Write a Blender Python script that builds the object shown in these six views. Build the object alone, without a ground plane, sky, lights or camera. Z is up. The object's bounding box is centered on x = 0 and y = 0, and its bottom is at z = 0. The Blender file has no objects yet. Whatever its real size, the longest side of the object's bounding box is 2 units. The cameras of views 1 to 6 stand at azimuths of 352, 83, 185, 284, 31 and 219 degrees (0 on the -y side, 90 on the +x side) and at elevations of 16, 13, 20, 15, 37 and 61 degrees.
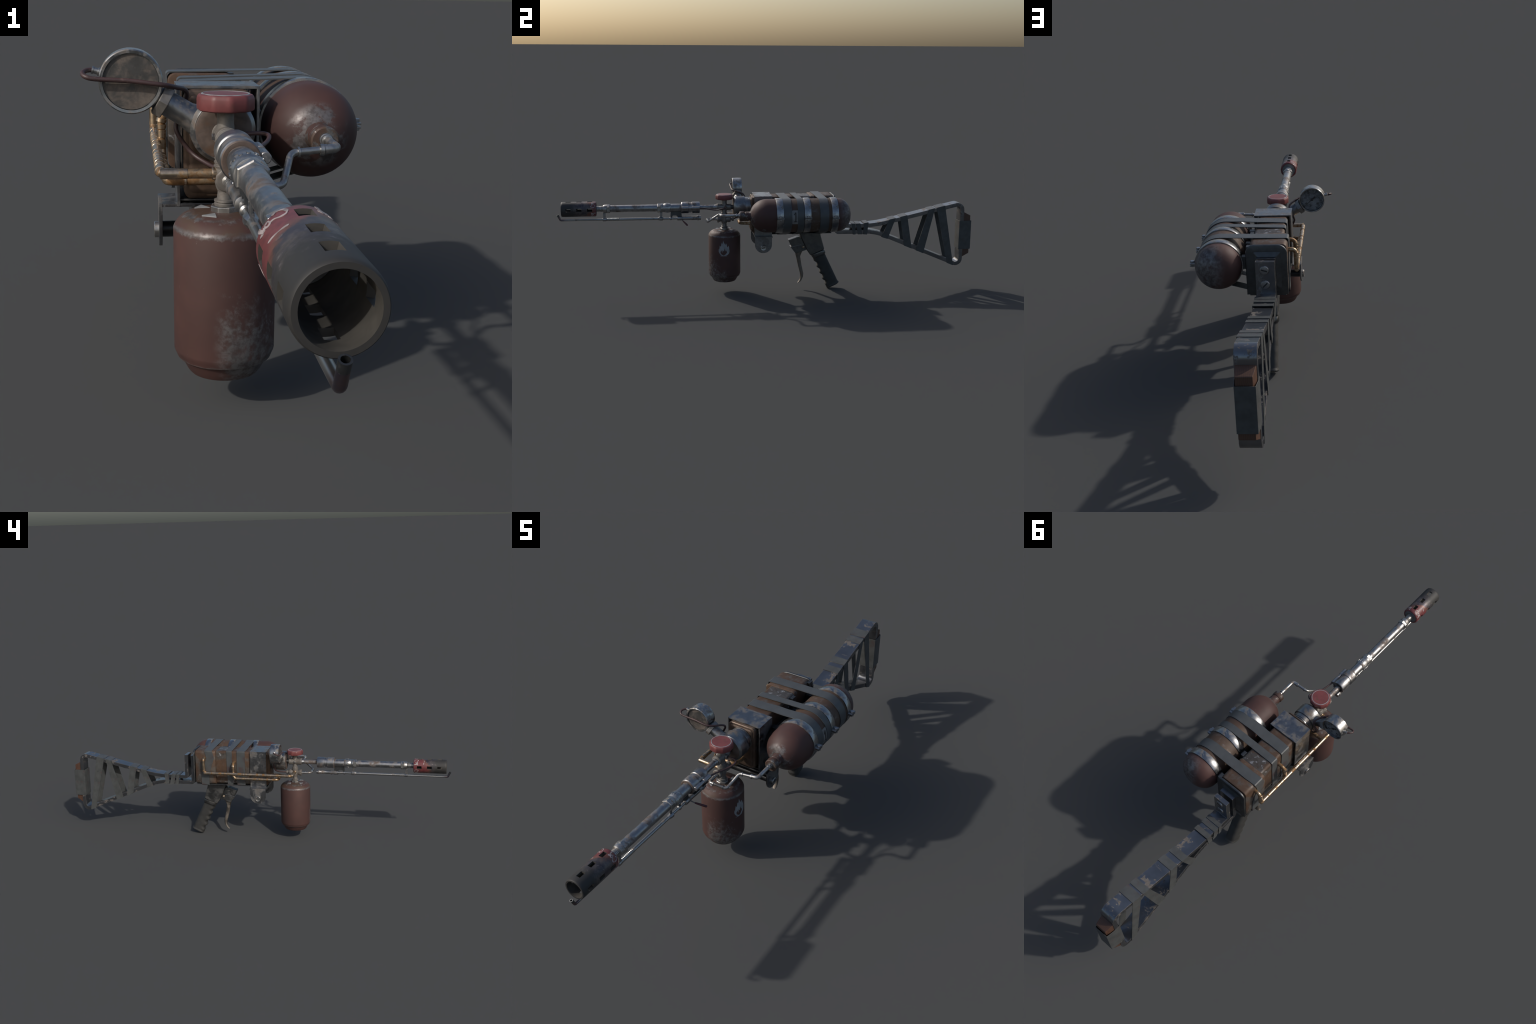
# A home-made flamethrower: barrel with a cut drinks-can shroud, pilot tube, valve block, fuel canister,
# gauge, strapped receiver box and gas tank, pistol grip and a taped flat-bar shoulder stock.
import bpy, bmesh, math, random
from mathutils import Vector, Matrix, noise as mnoise

random.seed(7)
PI = math.pi
X0 = -0.025          # barrel / receiver centre plane
ZB = 0.4095          # barrel axis height
V = Vector

# ------------------------------------------------------------------ materials
class Nodes:
    """Small helper that wires a node tree by expressions."""
    def __init__(self, name):
        self.mat = bpy.data.materials.new(name)
        self.mat.use_nodes = True
        self.t = self.mat.node_tree
        self.t.nodes.clear()
        self.out = self.t.nodes.new('ShaderNodeOutputMaterial')
        self.bsdf = self.t.nodes.new('ShaderNodeBsdfPrincipled')
        self.t.links.new(self.bsdf.outputs[0], self.out.inputs[0])
        tc = self.t.nodes.new('ShaderNodeTexCoord')
        self.obj = tc.outputs['Object']
        self.nrm = tc.outputs['Normal']
    def put(self, sock, v):
        if isinstance(v, bpy.types.NodeSocket):
            self.t.links.new(v, sock)
        elif isinstance(v, (tuple, list)) and len(v) == 3 and sock.type == 'RGBA':
            sock.default_value = (*v, 1)
        else:
            sock.default_value = v
    def mapping(self, scale=(1, 1, 1), loc=(0, 0, 0), rot=(0, 0, 0)):
        n = self.t.nodes.new('ShaderNodeMapping')
        self.t.links.new(self.obj, n.inputs[0])
        n.inputs['Location'].default_value = loc
        n.inputs['Rotation'].default_value = rot
        n.inputs['Scale'].default_value = scale
        return n.outputs[0]
    def noise(self, scale, detail=5, rough=0.55, stretch=(1, 1, 1), loc=(0, 0, 0), distort=0.0):
        n = self.t.nodes.new('ShaderNodeTexNoise')
        self.t.links.new(self.mapping(stretch, loc), n.inputs['Vector'])
        n.inputs['Scale'].default_value = scale
        n.inputs['Detail'].default_value = detail
        n.inputs['Roughness'].default_value = rough
        n.inputs['Distortion'].default_value = distort
        return n.outputs[0]
    def voronoi(self, scale, feature='F1'):
        n = self.t.nodes.new('ShaderNodeTexVoronoi')
        n.feature = feature
        self.t.links.new(self.obj, n.inputs['Vector'])
        n.inputs['Scale'].default_value = scale
        return n.outputs['Distance']
    def wave(self, scale, direction='Y', distort=2.0, dscale=3.0):
        n = self.t.nodes.new('ShaderNodeTexWave')
        n.bands_direction = direction
        self.t.links.new(self.obj, n.inputs['Vector'])
        n.inputs['Scale'].default_value = scale
        n.inputs['Distortion'].default_value = distort
        n.inputs['Detail'].default_value = 3
        n.inputs['Detail Scale'].default_value = dscale
        return n.outputs['Fac']
    def step(self, v, lo, hi):
        n = self.t.nodes.new('ShaderNodeMapRange')
        n.interpolation_type = 'SMOOTHSTEP'
        self.put(n.inputs['Value'], v)
        n.inputs['From Min'].default_value = lo
        n.inputs['From Max'].default_value = hi
        if lo > hi:
            n.inputs['From Min'].default_value = hi
            n.inputs['From Max'].default_value = lo
            n.inputs['To Min'].default_value = 1
            n.inputs['To Max'].default_value = 0
        return n.outputs[0]
    def math(self, op, a, b=0.0, clamp=False):
        n = self.t.nodes.new('ShaderNodeMath')
        n.operation = op
        n.use_clamp = clamp
        self.put(n.inputs[0], a)
        self.put(n.inputs[1], b)
        return n.outputs[0]
    def axis(self, which):
        n = self.t.nodes.new('ShaderNodeSeparateXYZ')
        self.t.links.new(self.obj, n.inputs[0])
        return n.outputs[which]
    def mix(self, f, a, b):
        n = self.t.nodes.new('ShaderNodeMix')
        n.data_type = 'RGBA'
        self.put(n.inputs[0], f)
        self.put(n.inputs[6], a)
        self.put(n.inputs[7], b)
        return n.outputs[2]
    def mixf(self, f, a, b):
        n = self.t.nodes.new('ShaderNodeMix')
        self.put(n.inputs[0], f)
        self.put(n.inputs[2], a)
        self.put(n.inputs[3], b)
        return n.outputs[0]
    def edge(self, radius=0.003, lo=0.02, hi=0.12):
        """1 on sharp edges: bevelled normal against the true one."""
        b = self.t.nodes.new('ShaderNodeBevel')
        b.samples = 6
        b.inputs['Radius'].default_value = radius
        g = self.t.nodes.new('ShaderNodeNewGeometry')
        d = self.t.nodes.new('ShaderNodeVectorMath')
        d.operation = 'DOT_PRODUCT'
        self.t.links.new(b.outputs[0], d.inputs[0])
        self.t.links.new(g.outputs['Normal'], d.inputs[1])
        return self.step(self.math('SUBTRACT', 1.0, d.outputs['Value']), lo, hi)
    def finish(self, color, metallic, rough, bump=None, bump_d=0.0006, bump_s=0.4, spec=0.5, coat=0.0, sheen=0.0):
        b = self.bsdf
        self.put(b.inputs['Base Color'], color)
        self.put(b.inputs['Metallic'], metallic)
        self.put(b.inputs['Roughness'], rough)
        b.inputs['Specular IOR Level'].default_value = spec
        b.inputs['Coat Weight'].default_value = coat
        b.inputs['Sheen Weight'].default_value = sheen
        if bump is not None:
            n = self.t.nodes.new('ShaderNodeBump')
            n.inputs['Strength'].default_value = bump_s
            n.inputs['Distance'].default_value = bump_d
            self.put(n.inputs['Height'], bump)
            self.t.links.new(n.outputs[0], b.inputs['Normal'])
        return self.mat

def worn_metal(name, clean, dirty, r0, r1, scale=14, lo=0.48, hi=0.66, dirt_metal=0.15, m0=1.0, seed=0.0, grain=120):
    n = Nodes(name)
    a = n.noise(scale, 6, 0.62, loc=(seed, seed * .7, 3.1 + seed), distort=.4)
    fine = n.step(n.math('ADD', n.noise(scale * 4.5, 5, .7, loc=(1 + seed, 6, 2)), n.math('MULTIPLY', n.math('SUBTRACT', a, .5), .5)), .56, .72)
    f = n.math('MAXIMUM', n.step(a, lo, hi), n.math('MULTIPLY', fine, .75))
    g = n.noise(grain, 3, 0.6)
    tone = n.step(n.noise(scale * 2.3, 4, 0.6, loc=(9 + seed, 2, 5)), .25, .75)
    c = n.mix(tone, tuple(x * .72 for x in clean), clean)
    d = n.mix(n.step(g, .3, .7), tuple(x * .7 for x in dirty), dirty)
    col = n.mix(f, c, d)
    rough = n.math('ADD', n.mixf(f, r0, r1), n.math('MULTIPLY', n.math('SUBTRACT', g, .5), .16))
    return n.finish(col, n.mixf(f, m0, dirt_metal), rough, n.math('ADD', n.math('MULTIPLY', g, .4), a), .0005, .3)

M = {}
M['steel'] = worn_metal('worn_steel', (.37, .37, .375), (.15, .115, .095), .37, .68, 22, .47, .66, .25)  # base grey lowered to match the dim, shaded +x side
M['bright_steel'] = worn_metal('bright_steel', (.46, .455, .445), (.18, .145, .12), .39, .6, 32, .50, .68, .35, seed=2)
M['cast'] = worn_metal('cast_fitting', (.25, .238, .222), (.155, .135, .118), .46, .7, 34, .4, .72, .25, m0=.55, seed=4)
M['dark_steel'] = worn_metal('dark_steel', (.120, .125, .130), (.07, .062, .056), .48, .66, 18, .5, .75, .35, seed=6)
M['bracket'] = worn_metal('scuffed_bracket', (.27, .275, .285), (.150, .138, .126), .34, .6, 26, .45, .66, .2, seed=8)
M['gunmetal'] = worn_metal('gunmetal_housing', (.16, .16, .158), (.095, .093, .09), .36, .62, 30, .42, .7, .4, seed=3)
M['alloy'] = worn_metal('dull_aluminium', (.27, .28, .29), (.19, .18, .17), .45, .6, 40, .5, .7, .3, m0=.45, seed=15)
M['brass_core'] = worn_metal('stained_brass', (.48, .37, .25), (.21, .110, .042), .32, .6, 60, .36, .6, .4, seed=16)
M['dark_cast'] = worn_metal('grimy_casting', (.075, .073, .070), (.150, .124, .105), .5, .7, 30, .44, .62, .2, m0=.35, seed=14)
M['brass'] = worn_metal('aged_brass', (.56, .44, .32), (.26, .145, .055), .32, .55, 60, .48, .68, .45, seed=5)
M['band'] = worn_metal('tank_band', (.37, .375, .38), (.185, .162, .142), .30, .6, 34, .50, .66, .12, seed=1)

def rust_box():
    n = Nodes('rusty_receiver')
    a = n.noise(9, 6, .6, distort=.6)
    b = n.noise(26, 5, .65, loc=(4, 1, 2))
    worn = n.step(n.math('ADD', a, n.math('MULTIPLY', n.math('SUBTRACT', b, .5), .5)), .47, .60)
    brown = n.mix(n.step(b, .3, .7), (.058, .033, .021), (.094, .052, .030))
    gray = n.mix(n.step(b, .35, .65), (.062, .052, .045), (.105, .094, .084))
    col = n.mix(worn, brown, gray)
    chip = n.step(n.math('MULTIPLY', n.noise(60, 4, .7, loc=(7, 7, 1)), n.step(a, .45, .6)), .56, .60)
    col = n.mix(chip, col, (.30, .30, .31))
    rg = n.mixf(worn, .62, .42)
    return n.finish(col, n.mixf(worn, .1, .35), rg, n.math('ADD', a, n.math('MULTIPLY', b, .3)), .0006, .35)
M['rust'] = rust_box()

def red_paint(name, wear):
    """dull oxide-red paint; wear(n) -> (scuff mask, chip mask)"""
    n = Nodes(name)
    a = n.noise(7, 5, .6)
    g = n.noise(90, 4, .65)
    paint = n.mix(n.step(a, .3, .7), (.056, .029, .026), (.076, .036, .031))
    scuff, brown = wear(n, g)
    col = n.mix(brown, paint, (.072, .045, .031))
    spec = n.step(n.noise(170, 3, .7, loc=(3, 8, 1), stretch=(1, 1, .5)), .70, .76)
    col = n.mix(n.math('MULTIPLY', spec, .5), col, (.17, .155, .15))
    col = n.mix(n.math('MULTIPLY', scuff, .8), col, n.mix(n.step(g, .35, .65), (.105, .105, .105), (.25, .25, .25)))
    rough = n.mixf(scuff, n.mixf(a, .54, .66), .40)
    return n.finish(col, n.math('MULTIPLY', scuff, .7), rough, g, .0003, .2, spec=.35)

def canister_wear(n, g):
    # local origin sits at the canister axis, at its foot
    x, y, z = n.axis(0), n.axis(1), n.axis(2)
    big = n.noise(26, 7, .72, distort=.6)
    # scraped region low on the +x / front side
    side = n.step(n.math('SUBTRACT', n.math('MULTIPLY', x, 1.0), n.math('MULTIPLY', y, .45)), .005, .045)
    front = n.step(y, .045, -.02)
    low = n.step(n.math('ADD', n.math('ADD', z, n.math('MULTIPLY', n.math('SUBTRACT', big, .5), .30)), n.math('MULTIPLY', y, .75)), .072, .012)
    scuff = n.math('MULTIPLY', n.math('MULTIPLY', n.math('MULTIPLY', side, low), front), n.step(n.math('ADD', g, big), .72, 1.12))
    j = n.math('ADD', z, n.math('MULTIPLY', n.math('SUBTRACT', g, .5), .012))
    rim = n.math('MULTIPLY', n.math('MULTIPLY', n.step(j, .2235, .2290), n.step(j, .2355, .2305)), .75)
    rim2 = n.math('MULTIPLY', n.step(j, .2445, .2475), n.step(j, .2515, .2490))
    rim3 = n.math('MULTIPLY', n.step(j, .0255, .0275), n.step(j, .0315, .0295))
    rims = n.math('ADD', n.math('MULTIPLY', rim, n.step(big, .3, .55)), n.math('MULTIPLY', rim2, n.step(big, .42, .62)))
    rims = n.math('ADD', rims, n.math('MULTIPLY', rim3, .4))
    chips = n.step(n.noise(110, 4, .75, loc=(1, 5, 2), stretch=(1, 1, .45)), .72, .75)
    scuff = n.math('ADD', n.math('ADD', scuff, rims), n.math('MULTIPLY', chips, .6), True)
    brown = n.math('MULTIPLY', n.step(z, .228, .234), n.step(n.noise(16, 3, .5, loc=(2, 2, 9)), .38, .6))
    return scuff, brown

def tank_wear(n, g):
    # local origin on the tank axis, middle; +y = rear
    x, y, z = n.axis(0), n.axis(1), n.axis(2)
    big = n.noise(20, 6, .7, loc=(5, 0, 3), distort=.4)
    rear = n.math('MULTIPLY', n.step(y, .165, .215), n.step(n.math('ADD', x, n.math('MULTIPLY', big, .05)), -.005, .04))
    front = n.math('MULTIPLY', n.step(y, -.212, -.226), n.mixf(.6, n.step(big, .42, .62), n.step(big, .50, .53)))
    spot = n.math('MULTIPLY', n.math('MULTIPLY', n.step(x, .025, .06), n.step(y, -.10, -.13)), n.mixf(.7, n.step(big, .56, .72), n.step(big, .615, .63)))
    mid = n.math('MULTIPLY', n.math('MULTIPLY', n.step(y, -.01, .02), n.step(y, .11, .08)), n.step(big, .48, .66))
    s = n.math('ADD', n.math('ADD', n.math('MULTIPLY', rear, n.step(big, .28, .52)), front), n.math('ADD', spot, n.math('MULTIPLY', mid, .8)), True)
    chips = n.step(n.noise(52, 5, .75, loc=(3, 1, 4)), .69, .715)
    s = n.math('ADD', n.math('MULTIPLY', s, .8), n.math('MULTIPLY', chips, 1.0), True)
    brown = n.math('MULTIPLY', n.step(y, -.06, -.03), n.step(y, .17, .15))
    return s, brown
M['canister'] = red_paint('oxide_red_canister', canister_wear)
M['tank'] = red_paint('oxide_red_tank', tank_wear)
M['neck'] = red_paint('oxide_red_neck', lambda n, g: (n.step(n.noise(40, 5, .7), .5, .62), n.step(n.noise(15), .4, .6)))

def simple(name, c, rough=.5, metal=0.0, scale=30, var=.3, grain=140, spec=.5, bump=.25, tint=None, lo=.56, hi=.72, coat=0.):
    n = Nodes(name)
    a = n.noise(scale, 5, .6)
    g = n.noise(grain, 3, .6)
    col = n.mix(n.step(a, .3, .7), tuple(x * (1 - var) for x in c), tuple(x * (1 + var * .5) for x in c))
    if tint:
        col = n.mix(n.step(n.noise(scale * .8, 4, .55, loc=(6, 3, 1)), lo, hi), col, tint)
    r = n.math('ADD', rough, n.math('MULTIPLY', n.math('SUBTRACT', g, .5), .2))
    return n.finish(col, metal, r, g, .0003, bump, spec, coat)

M['strap'] = simple('grey_rubber_strap', (.062, .067, .070), .46, 0, 24, .15, 150, .5, .15, (.056, .040, .042), .62, .76)
M['tape'] = simple('duct_tape', (.068, .072, .072), .46, .1, 30, .25, 130, .5, .2, (.066, .045, .045), .60, .74)
M['rubber'] = simple('black_rubber_grip', (.034, .034, .033), .58, 0, 40, .2, 200, .4, .3)
M['handle'] = simple('red_valve_handle', (.165, .045, .045), .50, 0, 40, .2, 150, .5, .25, (.10, .05, .035), .6, .72)
M['hose'] = simple('oxblood_hose', (.055, .030, .030), .46, 0, 30, .2, 150, .5, .2, (.11, .07, .06), .66, .72)
M['lever'] = simple('dark_red_lever', (.085, .022, .026), .45)
M['black'] = simple('black_rod', (.018, .019, .021), .34, .3, 20, .2)
M['white'] = simple('faded_white_paint', (.25, .26, .27), .5, 0, 40, .2)
M['plate'] = simple('pale_number_plate', (.19, .19, .187), .5, 0, 30, .25)
M['ink'] = simple('dark_ink', (.030, .024, .022), .6)
M['hole'] = simple('dark_inside', (.02, .02, .02), .8)
M['script'] = simple('faded_white_script', (.32, .27, .27), .5, 0, 60, .5)
M['glass_dial'] = simple('mottled_grey_dial', (.15, .155, .16), .45, 0, 60, .5, 160, .4, .1, (.05, .05, .05), .53, .64)  # mid-grey face with darker patches
M['drum'] = worn_metal('drum_cap', (.26, .265, .27), (.15, .12, .098), .36, .62, 22, .5, .68, .2, seed=11)
M['drumface'] = simple('rusty_drum_face', (.118, .088, .074), .56, .15, 40, .4, 120, .5, .3, (.105, .062, .040), .48, .68)
M['lip'] = worn_metal('rusty_lip', (.15, .105, .078), (.085, .050, .031), .38, .62, 20, .42, .62, .2, m0=.5, seed=12)

def wood():
    n = Nodes('butt_wood')
    w = n.wave(60, 'X', 6, 1.2)
    a = n.noise(60, 5, .65, stretch=(6, 6, .5))
    col = n.mix(n.math('MULTIPLY', w, .7), (.095, .045, .028), (.060, .030, .019))
    col = n.mix(n.step(a, .5, .7), col, (.085, .048, .032))
    return n.finish(col, 0, .55, a, .0005, .4)
M['wood'] = wood()

def stock_metal():
    """bar stock: steel, coat tinted bluish for sky reflection, flaked in sharp-edged patches and along the edges"""
    n = Nodes('flaked_bar_steel')
    a = n.math('ADD', n.noise(36, 8, .72, loc=(2, 4, 1), distort=.3), n.math('MULTIPLY', n.math('SUBTRACT', n.noise(10, 3, .5, loc=(1, 1, 4)), .5), .55))
    g = n.noise(150, 3, .6)
    e = n.edge(.0035, .015, .09)
    f = n.step(n.math('ADD', a, n.math('MULTIPLY', e, .14)), .560, .585)
    coat = n.mix(n.step(n.noise(12), .35, .65), (.168, .172, .183), (.228, .233, .245))
    bare = n.mix(n.step(g, .3, .7), (.085, .074, .066), (.145, .128, .115))
    return n.finish(n.mix(f, coat, bare), n.mixf(f, .96, .1), n.mixf(f, .31, .62),
                    n.math('ADD', n.math('MULTIPLY', f, -.5), n.math('MULTIPLY', g, .2)), .0005, .4)
M['stock'] = stock_metal()

def can_paint():
    """cut drinks can: red print at the rear, burnt purple-grey, then soot-black at the mouth"""
    n = Nodes('scorched_can_print')
    x, y, z = n.axis(0), n.axis(1), n.axis(2)      # origin at can centre, y to the rear
    a = n.noise(40, 5, .65)
    b = n.noise(90, 4, .65, loc=(2, 5, 2))
    # print survives further forward on the -x side
    t = n.math('ADD', y, n.math('MULTIPLY', n.math('SUBTRACT', a, .5), .09))
    t = n.math('SUBTRACT', t, n.math('MULTIPLY', n.math('ADD', x, n.math('MULTIPLY', z, .3)), .85))
    burn = n.step(t, .052, .020)
    rim = n.step(y, .069, .073)
    burn = n.math('MULTIPLY', burn, n.math('SUBTRACT', 1.0, rim))
    soot = n.step(n.math('ADD', y, n.math('MULTIPLY', n.math('SUBTRACT', b, .5), .07)), .015, -.040)
    red = n.mix(n.step(b, .35, .65), (.108, .028, .030), (.155, .039, .041))
    heat = n.mix(n.step(a, .35, .65), (.060, .052, .062), (.135, .115, .108))
    heat = n.mix(n.step(b, .62, .7), heat, (.18, .16, .16))
    halo = n.math('MULTIPLY', n.step(t, .055, .035), n.step(t, .015, .030))
    col = n.mix(burn, red, heat)
    col = n.mix(n.math('MULTIPLY', halo, .6), col, (.17, .068, .045))
    col = n.mix(soot, col, (.031, .030, .029))
    return n.finish(col, n.math('MULTIPLY', burn, n.math('SUBTRACT', .5, n.math('MULTIPLY', soot, .4))), n.mixf(soot, .42, .62), a, .0004, .3)
M['can'] = can_paint()

def heat_tube():
    n = Nodes('heat_tinted_tube')
    y = n.axis(1)
    a = n.noise(40, 4, .6)
    tip = n.step(n.math('ADD', y, n.math('MULTIPLY', n.math('SUBTRACT', a, .5), .04)), -.285, -.33)
    tint = n.mix(n.step(n.noise(60, 3, .5, loc=(4, 2, 2)), .4, .6), (.12, .105, .135), (.165, .12, .125))
    dirt = n.step(n.noise(30, 5, .65, loc=(3, 3, 8)), .55, .72)
    col = n.mix(dirt, (.36, .36, .355), (.16, .125, .10))
    return n.finish(n.mix(tip, col, tint), n.mixf(dirt, .95, .3), n.mixf(dirt, .34, .6), a, .0004, .3)
M['pilot'] = heat_tube()

# ------------------------------------------------------------------ mesh helpers
ROOT = bpy.data.objects.new('flamethrower', None)
bpy.context.scene.collection.objects.link(ROOT)
ROOT.empty_display_size = .2
ROOT['label'] = 'rusty improvised flamethrower with strapped tank and taped stock'
ROOT['category'] = 'flamethrower'
WORLD = {ROOT: V((0, 0, 0))}

def shade(bm, angle=34):
    lim = math.radians(angle)
    for f in bm.faces:
        f.smooth = True
    for e in bm.edges:
        if len(e.link_faces) == 2:
            e.smooth = e.calc_face_angle(0) < lim
        else:
            e.smooth = False

def bevel_sharp(bm, width, segs=2, angle=30):
    lim = math.radians(angle)
    es = [e for e in bm.edges if len(e.link_faces) == 2 and e.calc_face_angle(0) > lim]
    if es and width > 0:
        bmesh.ops.bevel(bm, geom=es, offset=width, segments=segs, profile=.5, affect='EDGES', clamp_overlap=True)

def make(name, bm, mat, parent=None, origin=None, angle=34, bev=0, segs=2, recalc=True):
    """turn a bmesh in world space into a part with a sensible origin, parented in the tree"""
    if recalc:
        bmesh.ops.recalc_face_normals(bm, faces=bm.faces)
    if bev:
        bevel_sharp(bm, bev, segs)
    shade(bm, angle)
    if origin is None:
        lo = V([min(v.co[i] for v in bm.verts) for i in range(3)])
        hi = V([max(v.co[i] for v in bm.verts) for i in range(3)])
        origin = (lo + hi) / 2
    origin = V(origin)
    bmesh.ops.translate(bm, vec=-origin, verts=bm.verts)
    me = bpy.data.meshes.new(name)
    bm.to_mesh(me)
    bm.free()
    ob = bpy.data.objects.new(name, me)
    bpy.context.scene.collection.objects.link(ob)
    for m in (mat if isinstance(mat, (list, tuple)) else [mat]):
        me.materials.append(M[m])
    if bev:
        w = ob.modifiers.new('normals', 'WEIGHTED_NORMAL')
        w.keep_sharp = True
        w.weight = 80
    attach(ob, parent or ROOT, origin)
    return ob

def attach(ob, parent, origin):
    ob.parent = parent
    ob.location = V(origin) - WORLD[parent]
    WORLD[ob] = V(origin)

def clone(ob, origin, rot=None, parent=None):
    c = ob.copy()
    bpy.context.scene.collection.objects.link(c)
    attach(c, parent or ob.parent, origin)
    if rot is not None:
        c.rotation_euler = rot
    return c

def frame(d):
    d = d.normalized()
    up = V((0, 0, 1)) if abs(d.z) < .9 else V((0, 1, 0))
    r = d.cross(up).normalized()
    return r, d.cross(r).normalized()

def skin(bm, rings, cap0=True, cap1=True, close=False):
    vs = [[bm.verts.new(p) for p in ring] for ring in rings]
    n = len(vs[0])
    pairs = list(zip(vs, vs[1:])) + ([(vs[-1], vs[0])] if close else [])
    for a, b in pairs:
        for i in range(n):
            j = (i + 1) % n
            bm.faces.new((a[i], a[j], b[j], b[i]))
    if not close:
        if cap0:
            bm.faces.new(list(reversed(vs[0])))
        if cap1:
            bm.faces.new(vs[-1])
    return vs

def lathe(bm, base, direction, profile, segs=32, phase=0.0, cap=True):
    """profile: (distance along direction, radius) pairs"""
    base, d = V(base), V(direction).normalized()
    r, u = frame(d)
    rings = []
    for h, rad in profile:
        rad = max(rad, 1e-5)
        rings.append([base + d * h + (r * math.cos(a) + u * math.sin(a)) * rad
                      for a in (phase + 2 * PI * i / segs for i in range(segs))])
    skin(bm, rings, cap, cap)
    return bm

def turned(name, base, direction, profile, mat, parent=None, segs=32, phase=0.0, angle=34, bev=0, origin=None):
    return make(name, lathe(bmesh.new(), base, direction, profile, segs, phase), mat, parent, origin, angle, bev)

def fillet(points, radii, step=0.35):
    """polyline with rounded corners"""
    pts = [V(p) for p in points]
    out = [pts[0]]
    for i in range(1, len(pts) - 1):
        p, a, b = pts[i], pts[i - 1] - pts[i], pts[i + 1] - pts[i]
        r = radii[i - 1] if isinstance(radii, (list, tuple)) else radii
        la, lb = a.length, b.length
        a.normalize(); b.normalize()
        ang = a.angle(b)
        if r <= 0 or ang > PI - .01:
            out.append(p)
            continue
        t = min(r / math.tan(ang / 2), la * .49, lb * .49)
        r = t * math.tan(ang / 2)
        c = p + (a + b).normalized() * (r / math.sin(ang / 2))
        s, e = p + a * t - c, p + b * t - c
        sweep = PI - ang
        n = max(3, int(sweep / step * 1.6) + 2)
        ax = s.cross(e).normalized()
        for k in range(n + 1):
            out.append(c + Matrix.Rotation(sweep * k / n, 3, ax) @ s)
    out.append(pts[-1])
    res = [out[0]]
    for q in out[1:]:
        if (q - res[-1]).length > 1e-5:
            res.append(q)
    return res

def catmull(points, per=8):
    P = [V(p) for p in points]
    P = [2 * P[0] - P[1]] + P + [2 * P[-1] - P[-2]]
    out = []
    for i in range(1, len(P) - 2):
        for k in range(per):
            t = k / per
            a, b, c, d = P[i - 1], P[i], P[i + 1], P[i + 2]
            out.append(.5 * ((2 * b) + (c - a) * t + (2 * a - 5 * b + 4 * c - d) * t * t + (3 * b - a - 3 * c + d) * t ** 3))
    out.append(P[-2])
    return out

def sweep(bm, path, radius, segs=14):
    """round tube along a path, parallel-transported; radius: number or list"""
    n = len(path)
    tang = []
    for i in range(n):
        a = path[max(i - 1, 0)]
        b = path[min(i + 1, n - 1)]
        tang.append((b - a).normalized())
    r, u = frame(tang[0])
    rings = []
    for i in range(n):
        if i:
            q = tang[i - 1].rotation_difference(tang[i])
            r = q @ r
            u = tang[i].cross(r).normalized()
        rad = radius[i] if isinstance(radius, (list, tuple)) else radius
        rings.append([path[i] + (r * math.cos(2 * PI * k / segs) + u * math.sin(2 * PI * k / segs)) * rad for k in range(segs)])
    skin(bm, rings)
    return bm

def along(path, s):
    """point and tangent at arc length s"""
    for a, b in zip(path, path[1:]):
        l = (b - a).length
        if s <= l:
            return a + (b - a) * (s / l), (b - a).normalized()
        s -= l
    return path[-1], (path[-1] - path[-2]).normalized()

def length(path):
    return sum((b - a).length for a, b in zip(path, path[1:]))

def prism(bm, outline, axis, lo, hi):
    """extrude a 2D outline along x, y or z; the 2D pair is the two other axes in order"""
    def p(a, b, h):
        return {'x': (h, a, b), 'y': (a, h, b), 'z': (a, b, h)}[axis]
    skin(bm, [[p(a, b, lo) for a, b in outline], [p(a, b, hi) for a, b in outline]])
    return bm

def box(bm, x0, x1, y0, y1, z0, z1):
    return prism(bm, [(x0, y0), (x1, y0), (x1, y1), (x0, y1)], 'z', z0, z1)

def rrect(x0, x1, z0, z1, r, n=5):
    pts = []
    for cx, cz, a0 in ((x1 - r, z1 - r, 0), (x0 + r, z1 - r, 90), (x0 + r, z0 + r, 180), (x1 - r, z0 + r, 270)):
        for k in range(n + 1):
            a = math.radians(a0 + 90 * k / n)
            pts.append((cx + r * math.cos(a), cz + r * math.sin(a)))
    return pts

def rounded_block(name, x0, x1, z0, z1, r, ys, mat, parent, angle=34):
    """stack of rounded rectangles along y: ys = [(y, inset)]"""
    bm = bmesh.new()
    rings = []
    for y, ins in ys:
        rr = max(r - ins, .001)
        rings.append([(a, y, b) for a, b in rrect(x0 + ins, x1 - ins, z0 + ins, z1 - ins, rr)])
    skin(bm, rings)
    return make(name, bm, mat, parent, angle=angle)

def block(name, x0, x1, y0, y1, z0, z1, mat, parent, bev=.001):
    return make(name, box(bmesh.new(), x0, x1, y0, y1, z0, z1), mat, parent, bev=bev)

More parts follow.
